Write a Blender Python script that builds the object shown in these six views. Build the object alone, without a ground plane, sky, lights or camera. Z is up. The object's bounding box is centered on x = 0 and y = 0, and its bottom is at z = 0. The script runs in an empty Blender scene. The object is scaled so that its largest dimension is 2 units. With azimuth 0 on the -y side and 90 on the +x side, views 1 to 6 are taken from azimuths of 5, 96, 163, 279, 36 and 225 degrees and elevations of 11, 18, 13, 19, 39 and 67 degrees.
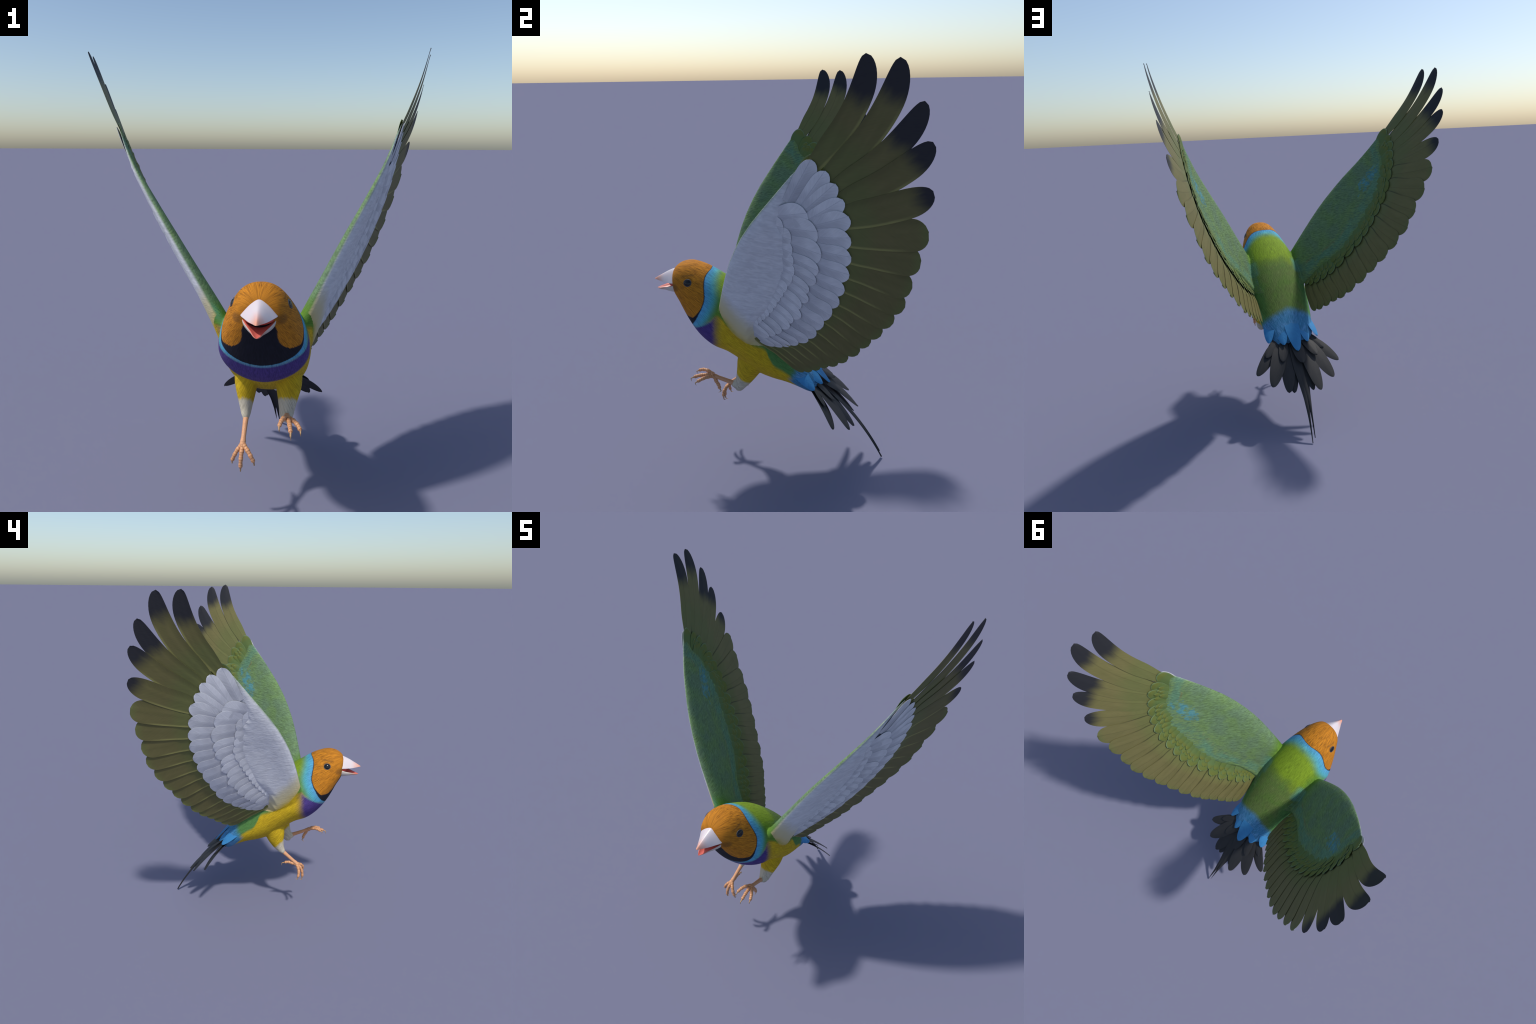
# A small colourful finch caught in flight: raised wings, fanned tail, open beak.
import bpy, math, random
import numpy as np
from mathutils import Matrix, Vector
from mathutils.bvhtree import BVHTree

random.seed(7)
rng = np.random.default_rng(7)
XM = 0.071                                   # the bird's mid plane, x = XM

# ----------------------------------------------------------------------------
# wing frame: s runs along the span, t along the chord (backwards), h towards
# the underside.  The right wing is the left one reflected and slightly turned.
# ----------------------------------------------------------------------------
ES = np.array([0.34749, 0.15149, 0.92537])
ET = np.array([0.28523, 0.92302, -0.25822])
EN = np.array([0.89325, -0.35367, -0.27753])
WO = np.array([0.539, 0.337, 1.206])
Q = np.array([[-0.99428, -0.00199, -0.10682],
              [0.00998, 0.99373, -0.11136],
              [-0.10637, 0.11179, 0.98802]])
CL = np.array([0.5453, 0.4317, 1.1394])
CR = np.array([-0.4550, 0.3822, 1.1609])
LEFT, RIGHT = 0, 1
FRONT_TWIST = (0.011, -0.003)               # the front edges are feathered a little differently


COVERT_LINE = [(-0.72, -0.33), (-0.606, -0.25), (-0.513, -0.146), (-0.40, -0.078), (-0.24, -0.018), (-0.10, 0.005), (0.056, 0.011),
               (0.132, 0.0), (0.204, -0.02), (0.271, -0.045), (0.328, -0.079), (0.381, -0.113), (0.43, -0.20), (0.46, -0.25)]
BULGE_SPAN = [(-0.70, 0.010), (-0.58, 0.020), (-0.45, 0.026), (0.0, 0.026), (0.20, 0.020), (0.33, 0.009), (0.42, 0.0)]


def bulge(s, t):
    """the fleshy arm sags towards the underside, from the covert line forwards"""
    c = np.array(COVERT_LINE)
    b = np.array(BULGE_SPAN)
    d = np.interp(s, c[:, 0], c[:, 1]) - t
    front = np.interp(s, [-0.6, -0.1, 0.25], [0.95, 0.75, 0.40])
    k = ease(d, -0.07, 0.10) * (1 - front * ease(d, 0.13, 0.42))
    return np.interp(s, b[:, 0], b[:, 1]) * k


def h0(s, t):
    """cambered mid surface of the wing"""
    s, t = np.asarray(s, float), np.asarray(t, float)
    return bulge(s, t) + (0.008 + 0.0116 * s + 0.0024 * t - 0.0666 * s * s - 0.0721 * s * t
            + 0.0703 * t * t - 0.01 * s ** 3 - 0.086 * s * s * t)


def wing_world(s, t, h, side):
    s, t, h = np.broadcast_arrays(np.asarray(s, float), np.asarray(t, float), np.asarray(h, float))
    h = h + FRONT_TWIST[side] * ease(-t, 0.16, 0.45) * (1 - ease(s, 0.05, 0.40))
    p = WO + s[..., None] * ES + t[..., None] * ET + h[..., None] * EN
    if side == RIGHT:
        p = (p - CL) @ Q.T + CR
    return p


def wing_dir(v, side):
    return v if side == LEFT else v @ Q.T


def wing_local(p, side):
    if side == RIGHT:
        p = (p - CR) @ Q + CL
    d = p - WO
    return np.stack([d @ ES, d @ ET, d @ EN], -1)


def ease(x, a, b):
    x = np.clip((np.asarray(x, float) - a) / (b - a), 0, 1)
    return x * x * (3 - 2 * x)


def spline(keys, n):
    """Catmull-Rom through the rows of keys, n samples"""
    k = np.asarray(keys, float)
    k = np.vstack([2 * k[0] - k[1], k, 2 * k[-1] - k[-2]])
    x = np.linspace(0, len(k) - 3 - 1e-9, n)
    i = x.astype(int)
    f = (x - i)[:, None]
    a, b, c, d = k[i], k[i + 1], k[i + 2], k[i + 3]
    return 0.5 * (2 * b + (c - a) * f + (2 * a - 5 * b + 4 * c - d) * f ** 2 + (3 * b - a - 3 * c + d) * f ** 3)


# ----------------------------------------------------------------------------
# mesh helpers
# ----------------------------------------------------------------------------
def mesh_object(name, verts, faces, mats, parent=None, smooth=True, matrix=None, mat_index=None):
    me = bpy.data.meshes.new(name)
    me.from_pydata([tuple(map(float, v)) for v in verts], [], [tuple(map(int, f)) for f in faces])
    for m in (mats if isinstance(mats, (list, tuple)) else [mats]):
        me.materials.append(m)
    if smooth:
        me.polygons.foreach_set("use_smooth", [True] * len(me.polygons))
    if mat_index is not None:
        me.polygons.foreach_set("material_index", [int(i) for i in mat_index])
    me.update()
    ob = bpy.data.objects.new(name, me)
    bpy.context.scene.collection.objects.link(ob)
    if matrix is not None:
        ob.matrix_world = matrix
    if parent is not None:
        ob.parent = parent
    return ob


def grid_faces(nu, nv, close_v=False, base=0):
    f = []
    for i in range(nu - 1):
        for j in range(nv if close_v else nv - 1):
            k = (j + 1) % nv
            f.append((base + i * nv + j, base + (i + 1) * nv + j, base + (i + 1) * nv + k, base + i * nv + k))
    return f


def loft(rings, cap=True):
    """closed rings (n, m, 3) -> verts, faces"""
    r = np.asarray(rings)
    n, m = r.shape[:2]
    v = r.reshape(-1, 3)
    f = grid_faces(n, m, True)
    if cap:
        v = np.vstack([v, r[0].mean(0), r[-1].mean(0)])
        a, b = n * m, n * m + 1
        for j in range(m):
            k = (j + 1) % m
            f.append((a, j, k))
            f.append((b, (n - 1) * m + k, (n - 1) * m + j))
    return v, f


def tube(path, radii, m=12, flat=1.0, up=(0, 0, 1)):
    p = np.asarray(path, float)
    tan = np.gradient(p, axis=0)
    tan /= np.linalg.norm(tan, axis=1)[:, None]
    up = np.asarray(up, float)
    rings = []
    side = None
    for q, t, r in zip(p, tan, radii):
        sd = np.cross(t, up) if side is None else side - t * (side @ t)
        sd = sd / np.linalg.norm(sd)
        side = sd
        nn = np.cross(sd, t)
        a = np.arange(m) / m * 2 * math.pi
        rings.append(q + r * (np.cos(a)[:, None] * sd + flat * np.sin(a)[:, None] * nn))
    return loft(rings)


# ----------------------------------------------------------------------------
# shader helpers: a tiny expression layer over Math nodes
# ----------------------------------------------------------------------------
class Nodes:
    def __init__(self, name):
        self.mat = bpy.data.materials.new(name)
        self.mat.use_nodes = True
        self.nt = self.mat.node_tree
        self.nt.nodes.clear()
        self.out = self.nt.nodes.new("ShaderNodeOutputMaterial")
        self.coord = self.nt.nodes.new("ShaderNodeTexCoord").outputs["Object"]
        sep = self.nt.nodes.new("ShaderNodeSeparateXYZ")
        self.link(self.coord, sep.inputs[0])
        self.x, self.y, self.z = (E(self, sep.outputs[i]) for i in range(3))

    def link(self, a, b):
        self.nt.links.new(a, b)

    def put(self, sock, v):
        if isinstance(v, E):
            self.link(v.s, sock)
        elif isinstance(v, bpy.types.NodeSocket):
            self.link(v, sock)
        else:
            sock.default_value = v

    def math(self, op, *args, clamp=False):
        n = self.nt.nodes.new("ShaderNodeMath")
        n.operation = op
        n.use_clamp = clamp
        for i, a in enumerate(args):
            self.put(n.inputs[i], a)
        return E(self, n.outputs[0])

    def step(self, x, a, b):
        """smooth 0..1 as x goes from a to b"""
        n = self.nt.nodes.new("ShaderNodeMapRange")
        n.interpolation_type = "SMOOTHSTEP"
        self.put(n.inputs["Value"], x)
        self.put(n.inputs["From Min"], a)
        self.put(n.inputs["From Max"], b)
        return E(self, n.outputs["Result"])

    def curve(self, x, pts):
        """piecewise smooth function of x through pts"""
        xs = [p[0] for p in pts]
        ys = [p[1] for p in pts]
        x0, x1, y0, y1 = min(xs), max(xs), min(ys), max(ys)
        n = self.nt.nodes.new("ShaderNodeFloatCurve")
        c = n.mapping.curves[0]
        q = sorted(((a - x0) / (x1 - x0), (b - y0) / (y1 - y0)) for a, b in pts)
        while len(c.points) < len(q):
            c.points.new(0.5, 0.5)
        for p, (a, b) in zip(c.points, q):
            p.location = (a, b)
            p.handle_type = "AUTO_CLAMPED"
        n.mapping.extend = "HORIZONTAL"
        n.mapping.update()
        self.put(n.inputs["Value"], (x - x0) * (1.0 / (x1 - x0)))
        return E(self, n.outputs[0]) * (y1 - y0) + y0

    def vec(self, x, y, z):
        n = self.nt.nodes.new("ShaderNodeCombineXYZ")
        for i, a in enumerate((x, y, z)):
            self.put(n.inputs[i], a)
        return n.outputs[0]

    def dot(self, v, c=0.0):
        """linear form of object coordinates"""
        return self.x * float(v[0]) + self.y * float(v[1]) + self.z * float(v[2]) + float(c)

    def noise(self, vec=None, scale=5.0, detail=3.0, rough=0.55, distort=0.0):
        n = self.nt.nodes.new("ShaderNodeTexNoise")
        self.put(n.inputs["Vector"], self.coord if vec is None else vec)
        n.inputs["Scale"].default_value = scale
        n.inputs["Detail"].default_value = detail
        n.inputs["Roughness"].default_value = rough
        n.inputs["Distortion"].default_value = distort
        return E(self, n.outputs["Fac"])

    def mix(self, f, a, b, mode="MIX"):
        n = self.nt.nodes.new("ShaderNodeMix")
        n.data_type = "RGBA"
        n.blend_type = mode
        self.put(n.inputs[0], f)
        for sock, v in ((n.inputs[6], a), (n.inputs[7], b)):
            self.put(sock, v if not isinstance(v, tuple) else (*v[:3], 1.0))
        return n.outputs[2]

    def bright(self, col, f):
        """multiply a colour by a scalar"""
        return self.mix(1.0, col, self.vec(f, f, f), "MULTIPLY")

    def random(self):
        n = self.nt.nodes.new("ShaderNodeObjectInfo")
        return E(self, n.outputs["Random"])

    def finish(self, color, rough=0.75, bump=None, bump_d=0.002, spec=0.25, **kw):
        b = self.nt.nodes.new("ShaderNodeBsdfPrincipled")
        self.put(b.inputs["Base Color"], color if not isinstance(color, tuple) else (*color, 1.0))
        self.put(b.inputs["Roughness"], rough)
        b.inputs["Specular IOR Level"].default_value = spec
        for k, v in kw.items():
            b.inputs[k].default_value = v
        if bump is not None:
            n = self.nt.nodes.new("ShaderNodeBump")
            n.inputs["Strength"].default_value = 1.0
            n.inputs["Distance"].default_value = bump_d
            self.put(n.inputs["Height"], bump)
            self.link(n.outputs[0], b.inputs["Normal"])
        self.link(b.outputs[0], self.out.inputs["Surface"])
        return self.mat


class E:
    def __init__(self, n, s):
        self.n, self.s = n, s

    def __add__(self, o): return self.n.math("ADD", self, o)
    __radd__ = __add__
    def __sub__(self, o): return self.n.math("SUBTRACT", self, o)
    def __rsub__(self, o): return self.n.math("SUBTRACT", o, self)
    def __mul__(self, o): return self.n.math("MULTIPLY", self, o)
    __rmul__ = __mul__
    def abs(self): return self.n.math("ABSOLUTE", self)
    def max(self, o): return self.n.math("MAXIMUM", self, o)
    def min(self, o): return self.n.math("MINIMUM", self, o)
    def inv(self): return self.n.math("SUBTRACT", 1.0, self)


# ----------------------------------------------------------------------------
# colours (linear base colours)
# ----------------------------------------------------------------------------
ORANGE = (0.46, 0.175, 0.012)
ORANGE_DARK = (0.30, 0.110, 0.009)
BLACK = (0.008, 0.008, 0.013)
SKY_BLUE = (0.085, 0.30, 0.50)
TURQUOISE = (0.075, 0.34, 0.42)
PURPLE = (0.055, 0.035, 0.17)
YELLOW = (0.50, 0.34, 0.012)
LIME = (0.18, 0.28, 0.018)
OLIVE_GREEN = (0.115, 0.17, 0.045)
LEAF_GREEN = (0.08, 0.20, 0.055)
RUMP_BLUE = (0.040, 0.18, 0.33)
OFF_WHITE = (0.55, 0.50, 0.40)


def body_color(n):
    """plumage colours of head, neck, trunk and thighs by where they lie"""
    # ragged feather edges: coordinates jittered by streaks that run from head to tail
    x, y, z = n.x, n.y, n.z
    a = (x - XM).abs()
    q = y * 0.72 - z * 0.69
    axis_z = (y + 0.42) * (-0.775) + 0.93
    ang = n.math("ARCTAN2", z - axis_z, a + 0.004)
    streak = n.noise(n.vec(ang * 50.0, q * 30.0, y * 4.0), 1.0, 2.5, 0.6, 0.4)
    fine = n.noise(n.vec(ang * 80.0, q * 40.0, 0.0), 1.0, 2.0)
    soft = n.noise(None, 14.0, 3.0)
    jit = (streak - 0.5) * 0.020
    jit2 = (soft - 0.5) * 0.05
    # distance behind the rim of the hood
    rim = n.curve(z, [(0.70, -0.455), (0.745, -0.420), (0.758, -0.410), (0.782, -0.394), (0.827, -0.364), (0.864, -0.343), (0.896, -0.327),
                      (0.938, -0.317), (0.969, -0.320), (0.997, -0.324), (1.022, -0.322), (1.035, -0.315), (1.045, -0.302), (1.08, -0.270)])
    back = y - rim
    # trunk: green above, yellow and violet below
    top = n.curve(y, [(-0.45, 0.715), (-0.42, 0.740), (-0.395, 0.764), (-0.343, 0.806), (-0.29, 0.832), (-0.25, 0.858), (-0.20, 0.82), (-0.166, 0.785),
                      (-0.086, 0.72), (-0.03, 0.695), (-0.005, 0.645), (0.02, 0.603), (0.062, 0.572), (0.10, 0.535), (0.15, 0.47), (0.20, 0.40)])
    above = n.step(z - top + jit, -0.012, 0.012)
    lime_f = n.step(q + jit2 * 2.2, -0.73, -0.62)
    olive = n.mix(n.step(soft, 0.35, 0.7), OLIVE_GREEN, (0.10, 0.18, 0.035))
    green = n.mix(lime_f, LIME, olive)
    green = n.mix(n.step(a + jit2 * 0.5, 0.085, 0.15) * n.step(q, -0.62, -0.48), green, LEAF_GREEN)
    green = n.mix(n.step(a + jit2, 0.10, 0.155) * n.step(q, -0.60, -0.75) * 0.6, green, (0.05, 0.17, 0.03))
    dy = y + 0.10
    dz = z - 0.84
    teal = n.step(dy * dy + dz * dz + jit2 * 0.03, 0.0042, 0.0010) * n.step(a, 0.10, 0.14)
    green = n.mix(teal * 0.6, green, (0.07, 0.27, 0.25))
    yel = n.mix(n.step(soft, 0.35, 0.75) * 0.4, YELLOW, (0.44, 0.27, 0.012))
    col = n.mix(above, yel, green)
    # blue rump
    rump = n.step(q + jit * 1.4 + jit2 * 0.3 - a * 0.30, -0.372, -0.318)
    blue = n.mix(n.step(streak * 0.5 + soft * 0.5, 0.42, 0.62), RUMP_BLUE, (0.085, 0.235, 0.43))
    col = n.mix(rump * n.step(z - top + 0.03 + jit, -0.012, 0.012), col, blue)
    # violet breast with a smoky border
    edge = y + jit2 * 0.6 + jit + n.step(z, 0.74, 0.62) * 0.030
    violet = n.step(edge, -0.222, -0.292) * above.inv()
    smoky = n.mix(n.step(edge, -0.240, -0.295), (0.15, 0.10, 0.070), n.mix(streak, PURPLE, (0.075, 0.045, 0.20)))
    col = n.mix(violet, col, smoky)
    # blue collar behind the hood, fading to green
    collar_w = n.curve(z, [(0.70, 0.007), (0.765, 0.008), (0.80, 0.042), (0.83, 0.052), (0.90, 0.048), (0.97, 0.046), (1.05, 0.045)])
    fade = n.step(back - collar_w + jit * 1.2, -0.022, 0.040).inv()
    turq = n.mix(n.step(back, 0.0, 0.045), SKY_BLUE, TURQUOISE)
    turq = n.mix(n.step(back, 0.035, 0.075), turq, (0.09, 0.30, 0.24))
    col = n.mix(fade * n.step(back + jit * 0.5, -0.012, -0.004) * n.step(z - top + jit * 0.7, -0.018, -0.006).max(n.step(back, 0.010, 0.006)), col, turq)
    # black throat and rim
    hood = n.step(back + jit * 0.35, 0.003, -0.003)
    col = n.mix(hood, col, n.mix(streak, BLACK, (0.011, 0.012, 0.022)))
    # orange mask: stops short of the rim, leaves the throat black
    rim_w = n.curve(z, [(0.80, 0.05), (0.834, 0.022), (0.863, 0.010), (0.896, 0.005), (1.08, 0.004)])
    throat = n.curve(z, [(0.80, 0.130), (0.836, 0.105), (0.845, 0.092), (0.86, 0.077), (0.885, 0.066), (0.93, 0.061), (0.955, 0.045), (0.975, 0.0), (1.08, -0.02)])
    floor = n.curve(a, [(0.05, 0.91), (0.068, 0.870), (0.082, 0.850), (0.096, 0.839), (0.110, 0.836), (0.124, 0.836), (0.15, 0.836)])
    mask = n.step(back + rim_w + jit * 0.4, 0.003, -0.003) * n.step(a - throat + jit * 0.5, -0.004, 0.004) * n.step(z - floor + jit * 0.6, -0.004, 0.004)
    tone = n.step(streak + (fine - 0.5) * 0.5, 0.30, 0.60)
    ora = n.mix(tone, ORANGE_DARK, ORANGE)
    # dusky lores between beak and eye
    lore = n.step(((y + 0.480) * (y + 0.480) * 0.8 + (z - 0.966) * (z - 0.966) * 1.6), 0.0009, 0.0001) * n.step(streak, 0.35, 0.6)
    ora = n.mix(lore * 0.7 * n.step(a, 0.055, 0.07), ora, (0.05, 0.03, 0.015))
    brow = n.step((z - 1.032 - (y + 0.40) * 0.12).abs(), 0.005, 0.001) * n.step((y + 0.405).abs(), 0.035, 0.015)
    ora = n.mix(brow * 0.45 * n.step(a, 0.05, 0.07), ora, (0.09, 0.05, 0.02))
    col = n.mix(mask, col, ora)
    # pale feathering at the ankles
    ankle_tilt = n.step(x, 0.07, 0.09)
    lim = ankle_tilt * 0.010 + 0.472 + (y + 0.13) * (-0.85)
    pale = n.step(z - lim + jit * 1.6 + (soft - 0.5) * 0.04, 0.010, -0.010) * n.step(y, -0.085, -0.105) * n.step(z, 0.57, 0.55)
    col = n.mix(pale, col, n.mix(streak, OFF_WHITE, (0.42, 0.38, 0.28)))
    hair = n.step(n.noise(n.vec(ang * 64.0, q * 34.0, y * 2.0 + 3.0), 1.0, 2.0, 0.6, 0.5), 0.44, 0.30)
    fur = (streak - 0.5) * 1.1 + (fine - 0.5) * 1.0 + 1.02 - hair * 0.22
    return n.bright(col, fur), streak + fine * 0.5


def make_body_material():
    n = Nodes("plumage")
    col, streak = body_color(n)
    return n.finish(col, 0.8, streak, 0.0009, 0.2)


def wing_axes(side):
    """linear forms giving s, t, h of a point in object (= world) coordinates"""
    forms = []
    for e in (ES, ET, EN):
        if side == LEFT:
            forms.append((e, -WO @ e))
        else:
            forms.append((Q @ e, -CR @ Q @ e + (CL - WO) @ e))
    return forms


def wing_fields(n, side):
    (fs, cs), (ft, ct), (fh, ch) = wing_axes(side)
    return n.dot(fs, cs), n.dot(ft, ct), n.dot(fh, ch)


def make_wing_skin(side):
    """green above, grey down below, both running into the body colours at the shoulder"""
    n = Nodes("wing_plumage")
    s, t, h = wing_fields(n, side)
    body, _ = body_color(n)
    soft = n.noise(None, 11.0, 4.0)
    # --- which face: height over the cambered mid surface
    cov = n.curve(s, COVERT_LINE)
    d = cov - t
    front = n.curve(s, [(-0.6, 0.95), (-0.1, 0.75), (0.25, 0.40)])
    sag = n.curve(s, BULGE_SPAN) * n.step(d, -0.07, 0.10) * (front * n.step(d, 0.13, 0.42)).inv()
    mid = (s * 0.0116 + t * 0.0024 - s * s * 0.0666 - s * t * 0.0721 + t * t * 0.0703 - s * s * s * 0.01 - s * s * t * 0.086) + 0.008
    twist = (t * -1.0)
    rel = h - mid - sag - n.step(twist, 0.16, 0.45) * n.step(s, 0.40, 0.05) * FRONT_TWIST[side]
    nose = n.step(t - n.curve(s, FRONT_EDGE), 0.055, 0.0)
    under = n.step(rel - nose * 0.006 * n.step(s, 0.35, 0.05) + (soft - 0.5) * 0.006, nose * -0.001 - 0.005, nose * 0.009)
    # --- upper side
    dd = t * 0.9 + s * 0.43
    ee = s * 0.9 - t * 0.43
    streak = n.noise(n.vec(dd * 34.0, ee * 170.0, h * 60.0), 1.0, 3.0, 0.6, 0.5)
    fine = n.noise(n.vec(dd * 60.0, ee * 240.0, h * 60.0), 1.0, 2.0)
    near = t - n.curve(s, FUR_EDGE) + (soft - 0.5) * 0.10      # 0 at the covert border, negative forwards
    base = n.mix(n.step(soft, 0.35, 0.7), (0.120, 0.195, 0.108), (0.135, 0.225, 0.085))
    edge_zone = n.step(near, -0.16, -0.06)
    base = n.mix(edge_zone * n.step(streak, 0.35, 0.7), base, (0.14, 0.215, 0.065))
    teal = n.step(near, -0.11, -0.055) * n.step(near, 0.0, -0.03)
    base = n.mix(teal * 0.6 * n.step(soft, 0.3, 0.6), base, (0.085, 0.215, 0.165))
    rust = n.step((near + 0.075).abs(), 0.02, 0.0) * n.step(soft, 0.5, 0.7)
    base = n.mix(rust * 0.6, base, (0.19, 0.17, 0.06))
    ds = (s - 0.14) * (1 / 0.11)
    dt = (t + 0.195 - (s - 0.14) * 0.15) * (1 / 0.045)
    spl = n.step(ds * ds + dt * dt + (n.noise(None, 34.0, 4.0) - 0.5) * 4.5 + (streak - 0.5) * 2.5, 1.0, -0.2)
    base = n.mix(spl * 0.8, base, (0.07, 0.25, 0.31))
    base = n.bright(base, (streak - 0.5) * 1.25 + (fine - 0.5) * 0.9 + 1.0)
    root = s + 0.464 + (t + 0.545) * 0.85 + (soft - 0.5) * 0.06
    up_col = n.mix(n.step(root, 0.0, 0.12), body, base)
    # --- underside
    d2 = t * 0.98 + s * 0.2
    e2 = s * 0.98 - t * 0.2
    down = n.noise(n.vec(d2 * 20.0, e2 * 70.0, h * 50.0), 1.0, 3.0, 0.6, 0.6)
    blot = n.noise(None, 22.0, 4.0)
    grey = n.mix(n.step(down, 0.25, 0.75), (0.48, 0.49, 0.53), (0.64, 0.65, 0.685))
    grey = n.mix(n.step(blot, 0.3, 0.7) * 0.3, grey, (0.62, 0.64, 0.69))
    r2 = s + 0.4 + (t + 0.54) * 0.76 + (blot - 0.5) * 0.04
    yel = n.mix(n.step(r2, -0.14, 0.00), YELLOW, (0.52, 0.47, 0.30))
    grey = n.mix(n.step(r2, -0.01, 0.11), yel, grey)
    lo_col = n.mix(n.step(r2, -0.12, -0.05), body, grey)
    return n.finish(n.mix(under, up_col, lo_col), 0.8, streak, 0.0016, 0.2)


def barbs(n, slant=1.1):
    """fine parallel barbs leaving the shaft of a feather at an angle"""
    return n.noise(n.vec((n.x - n.y.abs() * slant) * 190.0, n.y.abs() * 26.0, n.random() * 30.0), 1.0, 2.0, 0.6)


def make_flight(length, black, lead, trail, bow, upper, sign):
    """olive quill; the last `black` metres of its tip are black.  sign: side of the leading vane"""
    n = Nodes("flight_feather_olive")
    b = barbs(n)
    u = n.x * (1.0 / length)
    yl = n.y * float(sign) + u * u.inv() * (u + 0.5) * (4.0 * bow)      # distance from the shaft, + towards the leading edge
    soft = n.noise(n.vec(n.x * 8.0, n.y * 40.0, n.random() * 20.0), 1.0, 3.0)
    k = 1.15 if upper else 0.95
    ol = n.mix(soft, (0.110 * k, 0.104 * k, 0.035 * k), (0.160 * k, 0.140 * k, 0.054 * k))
    green = n.step(n.x, length * 0.55, length * 0.32)
    ol = n.mix(green * 0.45, ol, (0.11, 0.145, 0.042))
    rimg = n.step(n.x, length - 0.045, length) * (0.0 if black > 0 else 0.55)
    ol = n.mix(rimg, ol, (0.12, 0.15, 0.045))
    shaft = n.step(yl.abs(), 0.0030, 0.0008) * 0.35
    if upper:
        # overlap shadow between neighbouring feathers, painted dark along the leading edge
        to_edge = (n.step(u, 0.0, 0.35) * 0.4 + 0.6) * lead - yl
        seam = n.step(to_edge, 0.008, 0.003) * n.step(u + (soft - 0.5) * 0.5, 0.75, 0.35)
        ol = n.mix(seam * (0.65 if black < 0.13 or length < 0.3 else 0.0), ol, (0.018, 0.018, 0.010))
        ol = n.mix(shaft, ol, (0.08, 0.07, 0.025))
    else:
        # straw coloured outer edge seen from below
        to_edge = (n.step(u, 0.0, 0.4) * 0.25 + 0.75) * trail + yl
        seam = n.step(to_edge, 0.013, 0.004) * n.step(u, 0.85, 0.55)
        ol = n.mix(seam * 0.7, ol, (0.27, 0.26, 0.085))
        ol = n.mix(n.step(yl, lead * 0.2, lead * 0.9) * 0.35, ol, (0.06, 0.06, 0.02))
    if black > 0:
        f = n.step(n.x + (soft - 0.5) * 0.06 - yl.abs() * 0.3, length - black - 0.05, length - black + 0.03)
        ol = n.mix(f, ol, (0.020, 0.021, 0.026))
    col = n.bright(ol, (b - 0.5) * 0.22 + 1.0)
    return n.finish(col, 0.62, b, 0.0004, 0.3)


def tip_rim(n, lo=0.72, hi=0.97):
    """0..1 mask hugging the rounded tip of a feather, from its own bounding box"""
    g = n.nt.nodes.new("ShaderNodeSeparateXYZ")
    tc = n.nt.nodes.new("ShaderNodeTexCoord")
    n.link(tc.outputs["Generated"], g.inputs[0])
    u, v = (E(n, g.outputs[0]) - 0.5) * 2.0, (E(n, g.outputs[1]) - 0.5) * 2.0
    return n.step(u.max(0.0) * u + v * v * 0.95, lo, hi), E(n, g.outputs[0])


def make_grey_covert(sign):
    n = Nodes("under_covert_grey")
    b = barbs(n, 1.3)
    soft = n.noise(None, 30.0, 3.0)
    rim, u = tip_rim(n)
    inner = n.step(n.y * float(sign), 0.004, -0.010)              # shading on the body-side vane, baked into the grey
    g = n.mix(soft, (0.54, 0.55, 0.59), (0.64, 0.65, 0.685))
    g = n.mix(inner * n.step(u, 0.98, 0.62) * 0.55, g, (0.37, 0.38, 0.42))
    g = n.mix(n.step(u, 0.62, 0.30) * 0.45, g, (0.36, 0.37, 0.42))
    shaft = n.step(n.y.abs(), 0.0024, 0.0006)
    g = n.mix(shaft * 0.5, g, (0.36, 0.38, 0.43))
    g = n.mix(rim * 0.25, g, (0.66, 0.68, 0.72))
    g = n.bright(g, n.random() * 0.14 + 0.93)
    return n.finish(n.bright(g, (b - 0.5) * 0.30 + 1.0), 0.8, b, 0.0005, 0.15)


def make_green_covert():
    n = Nodes("upper_covert_green")
    b = barbs(n, 1.2)
    soft = n.noise(None, 25.0, 3.0)
    rim, u = tip_rim(n, 0.70, 0.95)
    g = n.mix(soft, (0.085, 0.140, 0.038), (0.125, 0.165, 0.040))
    g = n.mix(n.random() * 0.55, g, (0.10, 0.170, 0.070))
    heart = n.step(u, 0.55, 0.85) * rim.inv()
    g = n.mix(heart * 0.6, g, (0.150, 0.150, 0.025))
    g = n.mix(rim * 0.75 * n.step(n.random(), 0.0, 0.6), g, (0.155, 0.220, 0.115))
    return n.finish(n.bright(g, (b - 0.5) * 0.15 + 1.0), 0.7, b, 0.0008, 0.25)


def make_tail_black():
    n = Nodes("tail_feather_black")
    b = barbs(n)
    soft = n.noise(n.vec(n.x * 10.0, n.y * 60.0, n.random() * 9.0), 1.0, 2.0)
    g = n.mix(soft, (0.017, 0.017, 0.018), (0.026, 0.026, 0.027))
    return n.finish(n.bright(g, (b - 0.5) * 0.20 + 1.0), 0.6, b, 0.0004, 0.3)


def make_blue_covert():
    n = Nodes("rump_feather_blue")
    b = barbs(n, 1.3)
    soft = n.noise(None, 40.0, 3.0)
    g = n.mix(soft, (0.030, 0.165, 0.37), (0.045, 0.235, 0.47))
    return n.finish(n.bright(g, (b - 0.5) * 0.25 + 1.0), 0.7, b, 0.001, 0.25)


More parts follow.
